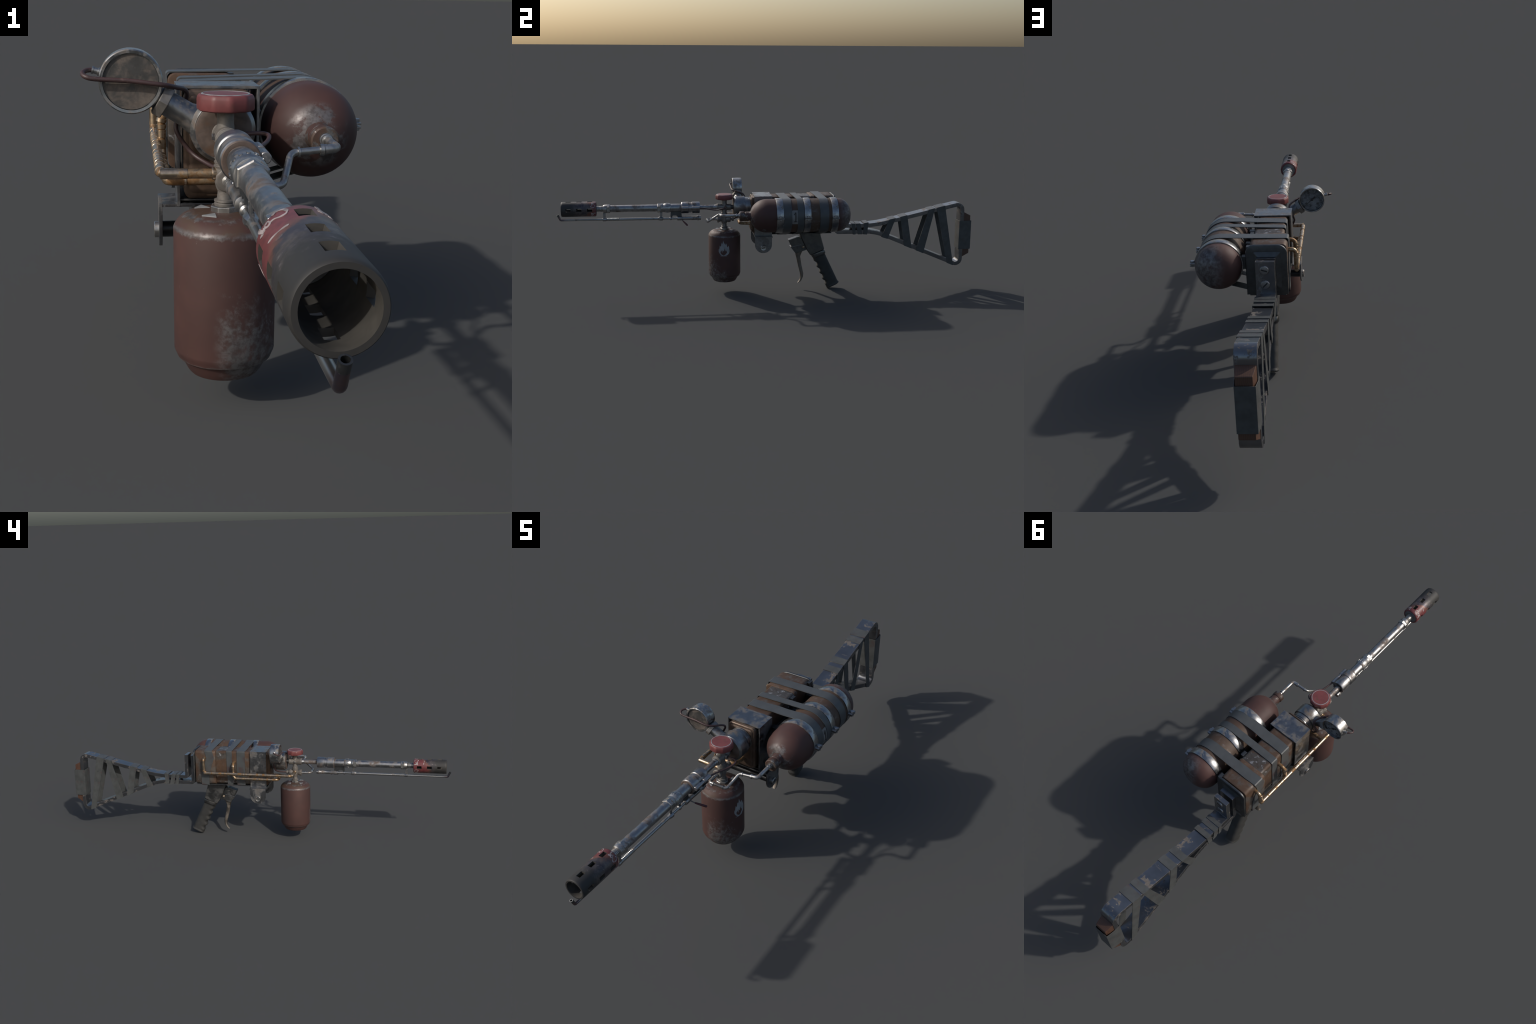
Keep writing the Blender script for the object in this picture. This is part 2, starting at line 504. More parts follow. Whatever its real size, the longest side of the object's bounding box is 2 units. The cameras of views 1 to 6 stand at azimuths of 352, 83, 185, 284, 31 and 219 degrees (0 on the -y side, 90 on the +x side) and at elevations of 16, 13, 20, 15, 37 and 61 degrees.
def decal(name, loops, project, mat, parent, cell=.0025, span=.08):
    """flat outlines (with holes) cut into fine strips and laid onto a surface by project(a, b)"""
    bm = bmesh.new()
    for lp in loops:
        vs = [bm.verts.new((a, b, 0)) for a, b in lp]
        for i in range(len(vs)):
            bm.edges.new((vs[i], vs[(i + 1) % len(vs)]))
    bmesh.ops.triangle_fill(bm, use_beauty=True, use_dissolve=False, edges=bm.edges[:])
    k = -span / 2
    while k < span / 2:
        for nrm in ((1, 0, 0), (0, 1, 0)):
            bmesh.ops.bisect_plane(bm, geom=bm.verts[:] + bm.edges[:] + bm.faces[:], plane_co=(k, k, 0), plane_no=nrm)
        k += cell
    top = bm.faces[:]
    # give the paint film a real, thin body
    ret = bmesh.ops.extrude_face_region(bm, geom=top)
    up = [g for g in ret['geom'] if isinstance(g, bmesh.types.BMVert)]
    upset = set(up)
    for v in bm.verts:
        v.co = V(project(v.co.x, v.co.y, .0006 if v in upset else .0001))
    return make(name, bm, mat, parent, angle=60)

# ------------------------------------------------------------------ nozzle shroud (cut drinks can)
def nozzle():
    R, T = .0350, .0062
    prof = [(-.9765, .0329), (-.9755, .0338), (-.9715, .0347), (-.9660, .0350), (-.9555, .0350), (-.9320, .0350), (-.9056, .0350),
            (-.8820, .0350), (-.8560, .0350), (-.8328, .0350), (-.8215, .0350), (-.8180, .0338), (-.8160, .0322)]
    hole_rows = {4, 6, 8}            # intervals that carry a window
    seg = 60
    bm = bmesh.new()
    outer, inner = [], []
    for y, r in prof:
        ro, ri = [], []
        for i in range(seg):
            a = 2 * PI * i / seg
            ro.append(bm.verts.new((X0 + r * math.cos(a), y, ZB + r * math.sin(a))))
            q = .0284 if y < -.84 else r - .0045
            ri.append(bm.verts.new((X0 + q * math.cos(a), y, ZB + q * math.sin(a))))
        outer.append(ro); inner.append(ri)
    def is_hole(k, i):
        return k in hole_rows and ((i + 2) % 15) < 4
    for k in range(len(prof) - 1):
        for i in range(seg):
            j = (i + 1) % seg
            if is_hole(k, i):
                walls = []
                if not is_hole(k, i - 1):
                    walls.append((outer[k][i], outer[k + 1][i], inner[k + 1][i], inner[k][i]))
                if not is_hole(k, i + 1):
                    walls.append((outer[k][j], inner[k][j], inner[k + 1][j], outer[k + 1][j]))
                walls.append((outer[k][i], inner[k][i], inner[k][j], outer[k][j]))
                walls.append((outer[k + 1][i], outer[k + 1][j], inner[k + 1][j], inner[k + 1][i]))
                for w in walls:
                    bm.faces.new(w).material_index = 1
            else:
                bm.faces.new((outer[k][i], outer[k][j], outer[k + 1][j], outer[k + 1][i]))
                f = bm.faces.new((inner[k][j], inner[k][i], inner[k + 1][i], inner[k + 1][j]))
                f.material_index = 1
    for i in range(seg):
        j = (i + 1) % seg
        bm.faces.new((outer[0][j], outer[0][i], inner[0][i], inner[0][j]))
        bm.faces.new((outer[-1][i], outer[-1][j], inner[-1][j], inner[-1][i]))
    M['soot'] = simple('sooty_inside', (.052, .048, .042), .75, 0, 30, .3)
    sh = make('nozzle_shroud', bm, ['can', 'soot'], origin=(X0, -.896, ZB), angle=34)
    turned('base_plate', (X0, 0, ZB), (0, 1, 0), [(-.829, .0300), (-.8185, .0300), (-.8178, .0285), (-.8195, .0255), (-.8195, .012), (-.8190, .010)], 'alloy', sh, 48)
    # flowing white script wrapped round the rear of the print
    def on_can(s, y, lift):
        a = s / R
        return (X0 + (R + lift) * math.cos(a), y, ZB + (R + lift) * math.sin(a))
    def stroke(points, w, name):
        path = catmull([(p[0], p[1], 0) for p in points], 7)
        bm = bmesh.new()
        n = len(path)
        rings = []
        for i, p in enumerate(path):
            t = (path[min(i + 1, n - 1)] - path[max(i - 1, 0)])
            t.normalize()
            side = V((-t.y, t.x, 0))
            ww = w * (.35 + .65 * abs(math.sin(1.1 + i * .21))) * (1 if 0 < i < n - 1 else .3)
            a, b = p + side * ww, p - side * ww
            rings.append([on_can(a.x, a.y, .0005), on_can(b.x, b.y, .0005), on_can(b.x, b.y, .00005), on_can(a.x, a.y, .00005)])
        skin(bm, rings)
        return make(name, bm, 'script', sh, angle=50)
    rng = random.Random(3)
    for k in range(8):
        # two glyphs in each of the four strips between the windows
        s = R * math.radians(45 + 90 * (k // 2)) + (-.0150 if k % 2 == 0 else .0005)
        h = rng.uniform(.017, .020)
        y0 = -.8205 - h * .5
        if k % 2 == 0:      # tall open loop with a sweeping tail
            pts = [(s + .012, y0 + h * .35), (s + .008, y0 + h * .5), (s + .002, y0 + h * .3), (s, y0 - h * .1), (s + .002, y0 - h * .45), (s + .007, y0 - h * .5), (s + .012, y0 - h * .25), (s + .016, y0 - h * .2)]
        else:               # slanted double loop
            pts = [(s + .006, y0 + h * .1), (s + .002, y0 + h * .15), (s + .001, y0 - h * .25), (s + .005, y0 - h * .3), (s + .007, y0 + h * .1), (s + .009, y0 - h * .3), (s + .012, y0 + h * .5), (s + .0135, y0 + h * .4), (s + .011, y0 - h * .35), (s + .015, y0 - h * .2)]
        stroke(pts, .0017, 'script_stroke')
    # long white swash that separates print and scorch on the -x side
    pts = [(R * math.radians(a), -.862 + .006 * math.sin(math.radians(a * 2.2))) for a in range(118, 166, 12)]
    stroke(pts, .0016, 'script_stroke')
    return sh
nozzle()

# ------------------------------------------------------------------ barrel
def barrel():
    b = turned('barrel', (X0, 0, ZB), (0, 1, 0), [(-.780, .0165), (-.530, .0165), (-.500, .0165), (-.470, .0188), (-.415, .0188), (-.335, .0108), (-.245, .0108)], 'steel', segs=36)
    thread = [(-.822, .0128)]
    y = -.816
    while y < -.784:
        thread += [(y, .0118), (y + .0014, .0142), (y + .0032, .0142), (y + .0046, .0118)]
        y += .0056
    thread += [(-.778, .0118)]
    turned('threaded_pipe', (X0, 0, ZB), (0, 1, 0), thread, 'bright_steel', b, 36, angle=20)
    turned('nut_shoulder', (X0, 0, ZB), (0, 1, 0), [(-.785, .0150), (-.783, .0178), (-.779, .0192), (-.768, .0198), (-.767, .0180)], 'bright_steel', b, 36)
    turned('hex_nut', (X0, 0, ZB), (0, 1, 0), [(-.7675, .0190), (-.766, .0212), (-.754, .0212), (-.7525, .0192)], 'bright_steel', b, 6, .55, 10, .0006)
    turned('hex_nut', (X0, 0, ZB), (0, 1, 0), [(-.532, .0192), (-.5305, .0216), (-.517, .0216), (-.5155, .0200)], 'bright_steel', b, 6, .55, 10, .0006)
    turned('nut_shoulder', (X0, 0, ZB), (0, 1, 0), [(-.516, .0190), (-.5155, .0205), (-.505, .0205), (-.502, .0188)], 'bright_steel', b, 36)
    kr = turned('knurled_ring', (X0, 0, ZB), (0, 1, 0), [(-.504, .0195), (-.4985, .0210), (-.497, .0218), (-.474, .0218), (-.4715, .0208), (-.469, .0190)], 'bright_steel', b, 48)
    for i in range(14):
        a = 2 * PI * (i + .5) / 14
        bm = bmesh.new()
        prism(bm, rrect(-.0026, .0026, -.0065, .0065, .0016, 3), 'z', -.0008, .0008)
        bmesh.ops.rotate(bm, cent=(0, 0, 0), matrix=Matrix.Rotation(PI / 2, 3, 'Y'), verts=bm.verts)
        bmesh.ops.rotate(bm, cent=(0, 0, 0), matrix=Matrix.Rotation(-a, 3, 'Y'), verts=bm.verts)
        bmesh.ops.translate(bm, vec=(X0 + .0222 * math.cos(a), -.4855, ZB + .0222 * math.sin(a)), verts=bm.verts)
        make('grip_pad', bm, 'steel', kr)
    # two-piece coupling with its small side lug
    c = turned('coupling', (X0, 0, ZB), (0, 1, 0), [(-.4185, .0205), (-.4180, .0255), (-.4155, .0272), (-.3850, .0272), (-.3836, .0262), (-.3828, .0246), (-.3700, .0246), (-.3692, .0262), (-.3678, .0272),
               (-.3345, .0272), (-.3318, .0258), (-.3318, .0195), (-.3360, .0190)], 'steel', b, 44, bev=0)
    turned('coupling_face', (X0, 0, ZB), (0, 1, 0), [(-.4150, .0180), (-.4192, .0186), (-.4196, .0200), (-.4194, .0240), (-.4180, .0256)], 'drumface', c, 40)
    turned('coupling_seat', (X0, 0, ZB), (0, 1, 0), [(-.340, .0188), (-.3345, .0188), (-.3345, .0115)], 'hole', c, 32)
    for ya, yb in ((-.4170, -.3850), (-.3680, -.3330)):
        turned('hose_lug', (.0050, 0, ZB + .0030), (0, 1, 0), [(ya, .0066), (ya + .0010, .0078), (yb - .0010, .0078), (yb, .0066)], 'steel', c, 24)
        block('lug_web', X0 + .004, .0050, ya + .0010, yb - .0010, ZB - .0046, ZB + .0106, 'steel', c, 0)
    turned('hose_lug', (.0050, 0, ZB + .0030), (0, 1, 0), [(-.386, .0060), (-.366, .0060)], 'steel', c, 20)
    # seam lips where the clamp shells meet
    for ya, yb in ((-.4165, -.3855), (-.3675, -.3335)):
        block('clamp_seam', X0 - .0010, .0015, ya, yb, ZB - .0212, ZB - .0204, 'dark_steel', c, 0)
    return b
barrel()

# ------------------------------------------------------------------ pilot tube
def pilot():
    z = .3585
    path = fillet([(X0, -.788, z), (X0, -.9825, z), (X0, -.9905, z + .0160)], [.006])
    b = make('pilot_tube', sweep(bmesh.new(), path, [.0050] * (len(path) - 2) + [.0050, .0049], 16), 'pilot', origin=(X0, -.66, z))
    # hollow mouth of the pilot
    d = (path[-1] - path[-2]).normalized()
    bm = bmesh.new()
    lathe(bm, path[-1], d, [(-.003, .0047), (.004, .0050), (.0098, .0050), (.0098, .0034), (.0008, .0032)], 20)
    make('pilot_mouth', bm, 'dark_steel', b)
    turned('pilot_bore', path[-1], d, [(.0005, .0030), (.0020, .0030)], 'hole', b, 16)
    prof = [(-.775, .0064)]
    y = -.772
    while y < -.715:                       # spring wound on the front of the sleeve
        prof += [(y, .0060), (y + .002, .0074), (y + .004, .0074), (y + .0056, .0060)]
        y += .0062
    prof += [(-.705, .0064), (-.520, .0064), (-.505, .0055), (-.438, .0055)]
    turned('pilot_sleeve', (X0, 0, z), (0, 1, 0), prof, 'pilot', b, 20, angle=24)
    turned('pilot_clamp', (X0, 0, z), (0, 1, 0), [(-.788, .0052), (-.786, .0084), (-.774, .0084), (-.771, .0064)], 'steel', b, 20)
    turned('pilot_clamp', (X0, 0, z), (0, 1, 0), [(-.530, .0066), (-.524, .0084), (-.520, .0098), (-.508, .0098), (-.506, .0085), (-.504, .0056)], 'steel', b, 8, .4, 20, .0005)
    turned('pilot_clamp', (X0, 0, z), (0, 1, 0), [(-.474, .0056), (-.472, .0082), (-.466, .0082), (-.464, .0056)], 'steel', b, 20)
    turned('pilot_handle', (X0, 0, z + .0005), (0, 1, 0), [(-.440, .0056), (-.438, .0106), (-.417, .0106), (-.414, .0092), (-.376, .0098), (-.345, .0098), (-.341, .0116), (-.337, .0116), (-.335, .0100), (-.327, .0100), (-.326, .0080)], 'steel', b, 24)
    # hanger plates up to the barrel
    bm = prism(bmesh.new(), [(-.7855, z + .003), (-.7735, z + .003), (-.7735, .3935), (-.7855, .3935)], 'x', X0 - .0055, X0 + .0055)
    make('hanger_plate', bm, 'steel', b, bev=.0008)
    bm = prism(bmesh.new(), [(-.5200, z + .003), (-.5085, z + .003), (-.5085, .3930), (-.5200, .3930)], 'x', X0 - .0022, X0 + .0022)
    hp = make('hanger_plate', bm, 'steel', b, bev=.0008)
    turned('rivet', (X0 - .0032, -.5142, .3795), (1, 0, 0), [(0, .0018), (.0064, .0018)], 'bright_steel', hp, 12)
    bm = prism(bmesh.new(), [(-.4715, z + .004), (-.4640, z + .004), (-.4600, .3725), (-.4420, .3725), (-.4380, z + .006), (-.4165, z + .006), (-.4190, .3935), (-.4680, .3935)], 'x', X0 - .0020, X0 + .0020)
    make('hanger_plate', bm, 'dark_steel', b)
    # little gas lever
    rod = [V((-.018, -.414, .353)), V((-.004, -.413, .3505)), V((.004, -.411, .349))]
    lv = make('lever_rod', sweep(bmesh.new(), rod, .0020, 10), 'steel', b)
    path = [V((-.002, -.4125, .350)), V((.006, -.410, .3485)), V((.020, -.401, .3415)), V((.031, -.394, .336)), V((.033, -.393, .335))]
    make('lever_sleeve', sweep(bmesh.new(), path, [.0026, .0036, .0042, .0042, .0030], 12), 'lever', lv)
pilot()

# ------------------------------------------------------------------ fuel canister
CY = -.2148
def canister():
    prof = [(.0505, .030), (.0505, .0480), (.0522, .0522), (.0570, .0562), (.0660, .0608), (.0740, .0655), (.0770, .0682), (.0776, .0714), (.0800, .0722), (.0838, .0738), (.0885, .0758), (.0915, .0763),
            (.2765, .0763), (.2780, .0758), (.2800, .0750), (.2840, .0728), (.2890, .0690), (.2935, .0640), (.2965, .0585), (.2985, .0535), (.3000, .0490), (.3010, .0420), (.3013, .0200)]
    c = turned('fuel_canister', (X0, CY, 0), (0, 0, 1), prof, 'canister', segs=64, angle=27, origin=(X0, CY, .049))
    R = .0763
    ang0 = math.atan2(-.2225 - CY, .0762)
    def on_side(a, b, lift):
        t = ang0 + a / R
        return (X0 + (R + lift) * math.cos(t), CY + (R + lift) * math.sin(t), b)
    # flame mark: outer tongues and an inner, unpainted flame
    S = 1 / 4600
    out = [(530, 460), (540, 490), (555, 522), (579, 560), (590, 520), (606, 545), (612, 582), (632, 618), (638, 595), (647, 580), (659, 612), (661, 655), (669, 684), (670, 712), (656, 746), (632, 775),
           (604, 790), (572, 799), (500, 799), (470, 776), (445, 745), (430, 705), (432, 652), (446, 656), (452, 612), (456, 572), (473, 600), (487, 574), (490, 506), (504, 538), (519, 522)]
    inn = [(532, 793), (492, 766), (473, 735), (470, 700), (484, 710), (488, 672), (504, 704), (514, 738), (520, 672), (534, 690), (545, 704), (556, 666), (563, 628), (578, 670), (586, 700), (601, 670),
           (604, 704), (617, 714), (604, 745), (580, 770), (548, 793)]
    f = lambda L: [((x - 548) * S, (632 - y) * S) for x, y in L]
    place = lambda a, b, lift: on_side(a, .2245 + b, lift)
    decal('flame_mark', [f(out), f(inn)], place, 'white', c)
    decal('flame_mark', [f([(455, 804), (480, 801), (600, 801), (626, 804), (600, 809), (480, 809)])], place, 'white', c)
    # four pale arrowheads round the neck
    for k in range(4):
        rot = Matrix.Rotation(PI / 2 * k, 2)
        tri = [rot @ V(p) for p in ((-.0440, .0165), (-.0210, .0165), (-.0325, .0365))]
        bm = prism(bmesh.new(), [(X0 + p.x, CY + p.y) for p in tri], 'z', .2990, .3020)
        make('arrow_mark', bm, 'white', c)
    nut = turned('canister_nut', (X0, CY, 0), (0, 0, 1), [(.2995, .0205), (.3000, .0218), (.3085, .0218), (.3095, .0195)], 'bright_steel', c, 8, .2, 10, .0006)
    turned('thread_collar', (X0, CY, 0), (0, 0, 1), [(.308, .0150), (.3105, .0160), (.3125, .0162), (.3140, .0146), (.3155, .0162), (.3178, .0160), (.3190, .0120), (.330, .0110)], 'cast', c, 28)
    return c
canister()

# ------------------------------------------------------------------ valve block
def valve():
    v = turned('valve', (X0, CY, 0), (0, 0, 1), [(.322, .0095), (.328, .0098), (.336, .0135), (.344, .0155), (.360, .0155), (.364, .0150), (.3655, .0158), (.3760, .0152), (.3825, .0140), (.3835, .0116), (.4095, .0116)], 'cast', segs=32)
    turned('tee_body', (X0, 0, ZB), (0, 1, 0), [(-.2510, .0130), (-.2500, .0158), (-.2480, .0168), (-.2420, .0168), (-.2400, .0160), (-.1920, .0160), (-.1900, .0166), (-.1850, .0166), (-.1835, .0140)], 'cast', v, 32)
    turned('tee_nipple', (X0, 0, ZB), (0, 1, 0), [(-.187, .0112), (-.168, .0112)], 'dark_steel', v, 24)
    turned('pipe_collar', (X0, 0, ZB), (0, 1, 0), [(-.260, .0112), (-.258, .0122), (-.250, .0122)], 'steel', v, 24)
    turned('valve_stem', (X0, CY, 0), (0, 0, 1), [(.418, .0135), (.424, .0130), (.428, .0124), (.449, .0124)], 'cast', v, 24)
    for z, r in ((.3665, .0163), (.3720, .0160), (.3775, .0154)):       # ridged collar
        turned('collar_ridge', (X0, CY, 0), (0, 0, 1), [(z, r - .0008), (z + .0006, r + .0006), (z + .0022, r + .0006), (z + .0028, r - .0008)], 'cast', v, 32)
    for y in (-.2465, -.1885):                                          # raised ends of the tee
        turned('tee_ring', (X0, 0, ZB), (0, 1, 0), [(y - .0022, .0160), (y - .0014, .0176), (y + .0014, .0176), (y + .0022, .0160)], 'cast', v, 32)
    turned('bleed_screw', (X0, -.2150, ZB), (-1, 0, 0), [(.014, .0052), (.0190, .0052), (.0198, .0042)], 'steel', v, 6, .2, 10)
    # side port that the second hose plugs into
    p = turned('valve_port', (X0, -.2105, .4115), (1, 0, 0), [(.010, .0085), (.0195, .0082), (.0215, .0070)], 'cast', v, 20)
    turned('port_hole_painted_dark', (X0, -.2105, .4115), (1, 0, 0), [(.0205, .0052), (.025, .0050)], 'hole', p, 16)
    # hand wheel: ten soft lobes
    seg, sides = 120, 10
    def lobe(t, r):
        q = (t + PI / sides) % (2 * PI / sides) - PI / sides
        return min(r * math.cos(PI / sides) * 1.008 / math.cos(q), r * .992)
    bm = bmesh.new()
    skin(bm, [[(X0 + lobe(t, r) * math.cos(t + .1), CY + lobe(t, r) * math.sin(t + .1), z) for t in (2 * PI * i / seg for i in range(seg))]
              for z, r in ((.4470, .0345), (.4474, .0385), (.4490, .0412), (.4510, .0420), (.4640, .0420), (.4680, .0408), (.4704, .0388), (.4714, .0355), (.4716, .0325))])
    h = make('valve_handle', bm, 'handle', v, angle=24)
    bm = bmesh.new()
    prof = [(.0322, .4710), (.0328, .4720), (.0345, .4719), (.0354, .4708)]
    skin(bm, [[(X0 + r * math.cos(t), CY + r * math.sin(t), z) for r, z in prof] for t in (2 * PI * i / 72 for i in range(72))], close=True)
    make('handle_ring', bm, 'white', h)
    # lower cross: two bell-mouthed arms with plugs
    c = V((X0, CY, .3515))
    turned('valve_arm', c, (0, -1, 0), [(.006, .0100), (.014, .0110), (.022, .0150), (.027, .0172), (.0320, .0178), (.0335, .0165), (.0345, .0130)], 'cast', v, 10, .2, 25, .0008)
    turned('valve_arm', c, (0, 1, 0), [(.004, .0120), (.012, .0150), (.022, .0158), (.0280, .0148), (.0305, .0120)], 'cast', v, 24)
    turned('pipe_fitting', c, (0, -1, 0), [(.033, .0078), (.0375, .0082), (.0385, .0060), (.046, .0060)], 'bright_steel', v, 20)
    turned('pipe_fitting', c, (0, 1, 0), [(.029, .0060), (.0345, .0064), (.0355, .0098), (.0445, .0098), (.0460, .0080)], 'cast', v, 20)
    turned('pipe_fitting', (X0, CY, .3560), (-1, 0, 0), [(.006, .0095), (.018, .0095), (.0195, .0080)], 'brass', v, 20)
    return v
valve()

# ------------------------------------------------------------------ pipes
def pipe(name, pts, radii, r, mat, sleeves, sleeve_r, parent=None, segs=16):
    path = fillet(pts, radii)
    p = make(name, sweep(bmesh.new(), path, r, segs), 'brass_core' if mat == 'brass' else mat, parent)
    for s, w, k in sleeves:
        q, d = along(path, s)
        turned('pipe_sleeve', q - d * w / 2, d, [(0, r), (.0004, r * k), (w - .0004, r * k), (w, r)], mat, p, 18)
    return p

def fittings(total, seed, r):
    """uneven wrapped joints and sockets along an old pipe: (start, width, swell)"""
    rng, out, q = random.Random(seed), [], .050
    while q < total - .03:
        w = rng.choice((.0030, .0045, .008, .014, .022, .034, .040))
        out.append((q, w, rng.uniform(1.14, 1.24) if w < .007 else rng.uniform(1.05, 1.14)))
        q += w + rng.choice((.0012, .0016, .0024, .0034))
    return out
pa = [(-.082, .248, .4285), (-.1180, .248, .4285), (-.1185, .2445, .3555), (-.1185, -.2140, .3560), (-.030, -.2150, .3560)]
pipe('brass_pipe', pa, [.014, .016, .014], .0073, 'brass', fittings(.640, 5, .0073), 1.2)
pb = [(-.070, .0935, .4080), (-.1085, .0935, .4080), (-.1075, .0905, .3305), (-.1075, -.1390, .3305), (-.0190, -.1410, .3315), (-.0130, -.080, .3290)]
pipe('brass_pipe', pb, [.018, .016, .012, .012], .0072, 'brass', [(.045, .007, 1.28), (.055, .006, 1.24)] + fittings(.330, 8, .0068)[1:] + [(.355, .004, 1.2)], 1.2)
ps = [(X0, -.245, .3515), (-.0245, -.2970, .3520), (.0470, -.2970, .3530), (.0660, -.2450, .3905), (.1345, -.2395, .3960), (.1340, -.150, .3965)]
sp = pipe('steel_pipe', ps, [.012, .012, .014, .010], .0052, 'bright_steel',
          [(.024, .005, 1.35), (.034, .006, 1.25), (.066, .004, 1.4), (.105, .005, 1.4), (.192, .004, 1.45), (.232, .005, 1.45), (.300, .012, 1.3)], 1.3)
el = fillet([(.1343, -.1700, .3964), (.1345, -.2395, .3960), (.1120, -.2412, .3940)], [.010])
eb = make('pipe_elbow', sweep(bmesh.new(), el, .0070, 16), 'bright_steel', sp)
for q, d in ((el[0], (0, -1, 0)), (el[-1], (-1, 0, 0))):
    turned('pipe_sleeve', V(q) - V(d) * .003, d, [(0, .0070), (.0006, .0086), (.0060, .0086), (.0066, .0070)], 'bright_steel', eb, 18)
h1 = catmull([(-.203, -.144, .496), (-.211, -.1445, .4975), (-.2215, -.149, .4975), (-.2275, -.161, .4945), (-.2230, -.1705, .4900), (-.2080, -.1725, .4870), (-.1618, -.1715, .4845), (-.1262, -.1715, .4805),
              (-.1080, -.1670, .4780), (-.0925, -.150, .4735), (-.0810, -.131, .4695), (-.0750, -.119, .4620), (-.0775, -.1125, .4480), (-.0890, -.1150, .4220), (-.0900, -.1190, .4020), (-.0690, -.1215, .3720), (-.0480, -.1400, .3590), (X0 - .001, -.1720, .3525)], 6)
make('rubber_hose', sweep(bmesh.new(), h1, .0036, 12), 'hose')
h2 = catmull([(-.0045, -.2105, .4120), (.012, -.2110, .4135), (.029, -.2135, .4140), (.0365, -.2240, .4125), (.034, -.2390, .4085), (.026, -.2560, .4050), (.018, -.2800, .4060), (.0105, -.3080, .4100), (.0065, -.335, .4125)], 6)
make('rubber_hose', sweep(bmesh.new(), h2, .0032, 12), 'hose')

# ------------------------------------------------------------------ pressure gauge
def gauge():
    gx, gz, R = -.1585, .4825, .0468
    prof = [(-.1605, .0385), (-.1605, .0405), (-.1655, .0412), (-.1660, .0450), (-.1645, .0466), (-.1500, .0468), (-.1300, .0468), (-.1235, .0468), (-.1220, .0460), (-.1215, .0440), (-.1220, .0425), (-.1320, .0412), (-.1325, .0400)]
    g = turned('pressure_gauge', (gx, 0, gz), (0, 1, 0), prof, 'band', segs=56)
    turned('gauge_back', (gx, 0, gz), (0, 1, 0), [(-.1625, .0300), (-.1622, .0400), (-.155, .0402)], 'dark_cast', g, 48)
    dial = turned('gauge_dial', (gx, 0, gz), (0, 1, 0), [(-.1350, .0410), (-.1305, .0410), (-.1303, .0300)], 'glass_dial', g, 48)
    yf = -.1300
    # needle and hub
    a = math.radians(222)         # as seen from behind the stock
    def seen(u, v):               # u to the viewer's right (= -x)
        return (gx - u, gz + v)
    def bar(p, q, w0, w1, name, y0=yf, y1=yf + .0010):
        d = V((q[0] - p[0], q[1] - p[1])); d.normalize(); nrm = V((-d.y, d.x))
        o = [seen(p[0] + nrm.x * w0, p[1] + nrm.y * w0), seen(q[0] + nrm.x * w1, q[1] + nrm.y * w1), seen(q[0] - nrm.x * w1, q[1] - nrm.y * w1), seen(p[0] - nrm.x * w0, p[1] - nrm.y * w0)]
        return make(name, prism(bmesh.new(), o, 'y', y0, y1), 'ink', dial)
    ca, sa = math.cos(a), math.sin(a)
    bar((0, 0), (.0250 * ca, .0250 * sa), .0011, .0004, 'gauge_needle')
    bar((0, 0), (-.0150 * ca, -.0150 * sa), .0014, .0034, 'gauge_needle', yf + .0012, yf + .0020)
    turned('needle_hub', (gx, yf - .0005, gz), (0, 1, 0), [(0, .0045), (.0030, .0045), (.0038, .0030)], 'ink', dial, 20)
    # scale ticks and numbers
    for i in range(26):
        t = math.radians(222 - 264 * i / 25)
        r0 = .0340 if i % 5 else .0315
        bar((r0 * math.cos(t), r0 * math.sin(t)), (.0372 * math.cos(t), .0372 * math.sin(t)), .0004 if i % 5 else .0007, .0004 if i % 5 else .0007, 'scale_tick', yf, yf + .0004)
    for i, s in enumerate(('0', '20', '40', '50', '70', '80')):
        t = math.radians(216 - 252 * i / 5)
        cu = bpy.data.curves.new('gauge_number', 'FONT')
        cu.body = s; cu.size = .0105; cu.align_x = 'CENTER'; cu.align_y = 'CENTER'; cu.extrude = .0002
        o = bpy.data.objects.new('gauge_number', cu)
        bpy.context.scene.collection.objects.link(o)
        me = bpy.data.meshes.new_from_object(o.evaluated_get(bpy.context.evaluated_depsgraph_get()))
        bpy.data.objects.remove(o)
        bm = bmesh.new(); bm.from_mesh(me)
        u, v = .0255 * math.cos(t), .0255 * math.sin(t)
        for w in bm.verts:
            x, z = seen(u + w.co.x, v + w.co.y)
            w.co = V((x, yf + .0003 + w.co.z, z))
        make('gauge_number', bm, 'ink', dial)
    # maker's ring stamp low on the dial
    bm = bmesh.new()
    cx, cz = seen(.0105, -.0100)
    skin(bm, [[(cx + r * math.cos(t), y, cz + r * math.sin(t)) for r, y in ((.0044, yf), (.0044, yf + .0003), (.0050, yf + .0003), (.0050, yf))] for t in (2 * PI * i / 32 for i in range(32))], close=True)
    make('dial_stamp', bm, 'white', dial)
    # nipple on the -x side that the hose is pushed on
    turned('hose_nipple', (gx, -.144, gz), (-.0455, 0, .0125), [(.045, .0062), (.049, .0062), (.0495, .0048), (.0555, .0048), (.0560, .0058), (.0585, .0058), (.0590, .0030)], 'bright_steel', g, 20)
    # stem that rises from the drum at 30 degrees, and its hexagon collar
    d = V((-.866, 0, .5))
    foot = V((-.1120, -.143, .4530))
    turned('gauge_stem', foot - d * .066, d, [(0, .0240), (.018, .0215), (.026, .0192), (.060, .0190)], 'drum', g, 32)
    turned('gauge_collar', foot - d * .0080, d, [(0, .0250), (.001, .0270), (.0145, .0270), (.0155, .0250)], 'cast', g, 6, .0, 10, .0007)
    turned('gauge_neck', foot + d * .006, d, [(0, .0170), (.012, .0170)], 'dark_steel', g, 24)
gauge()

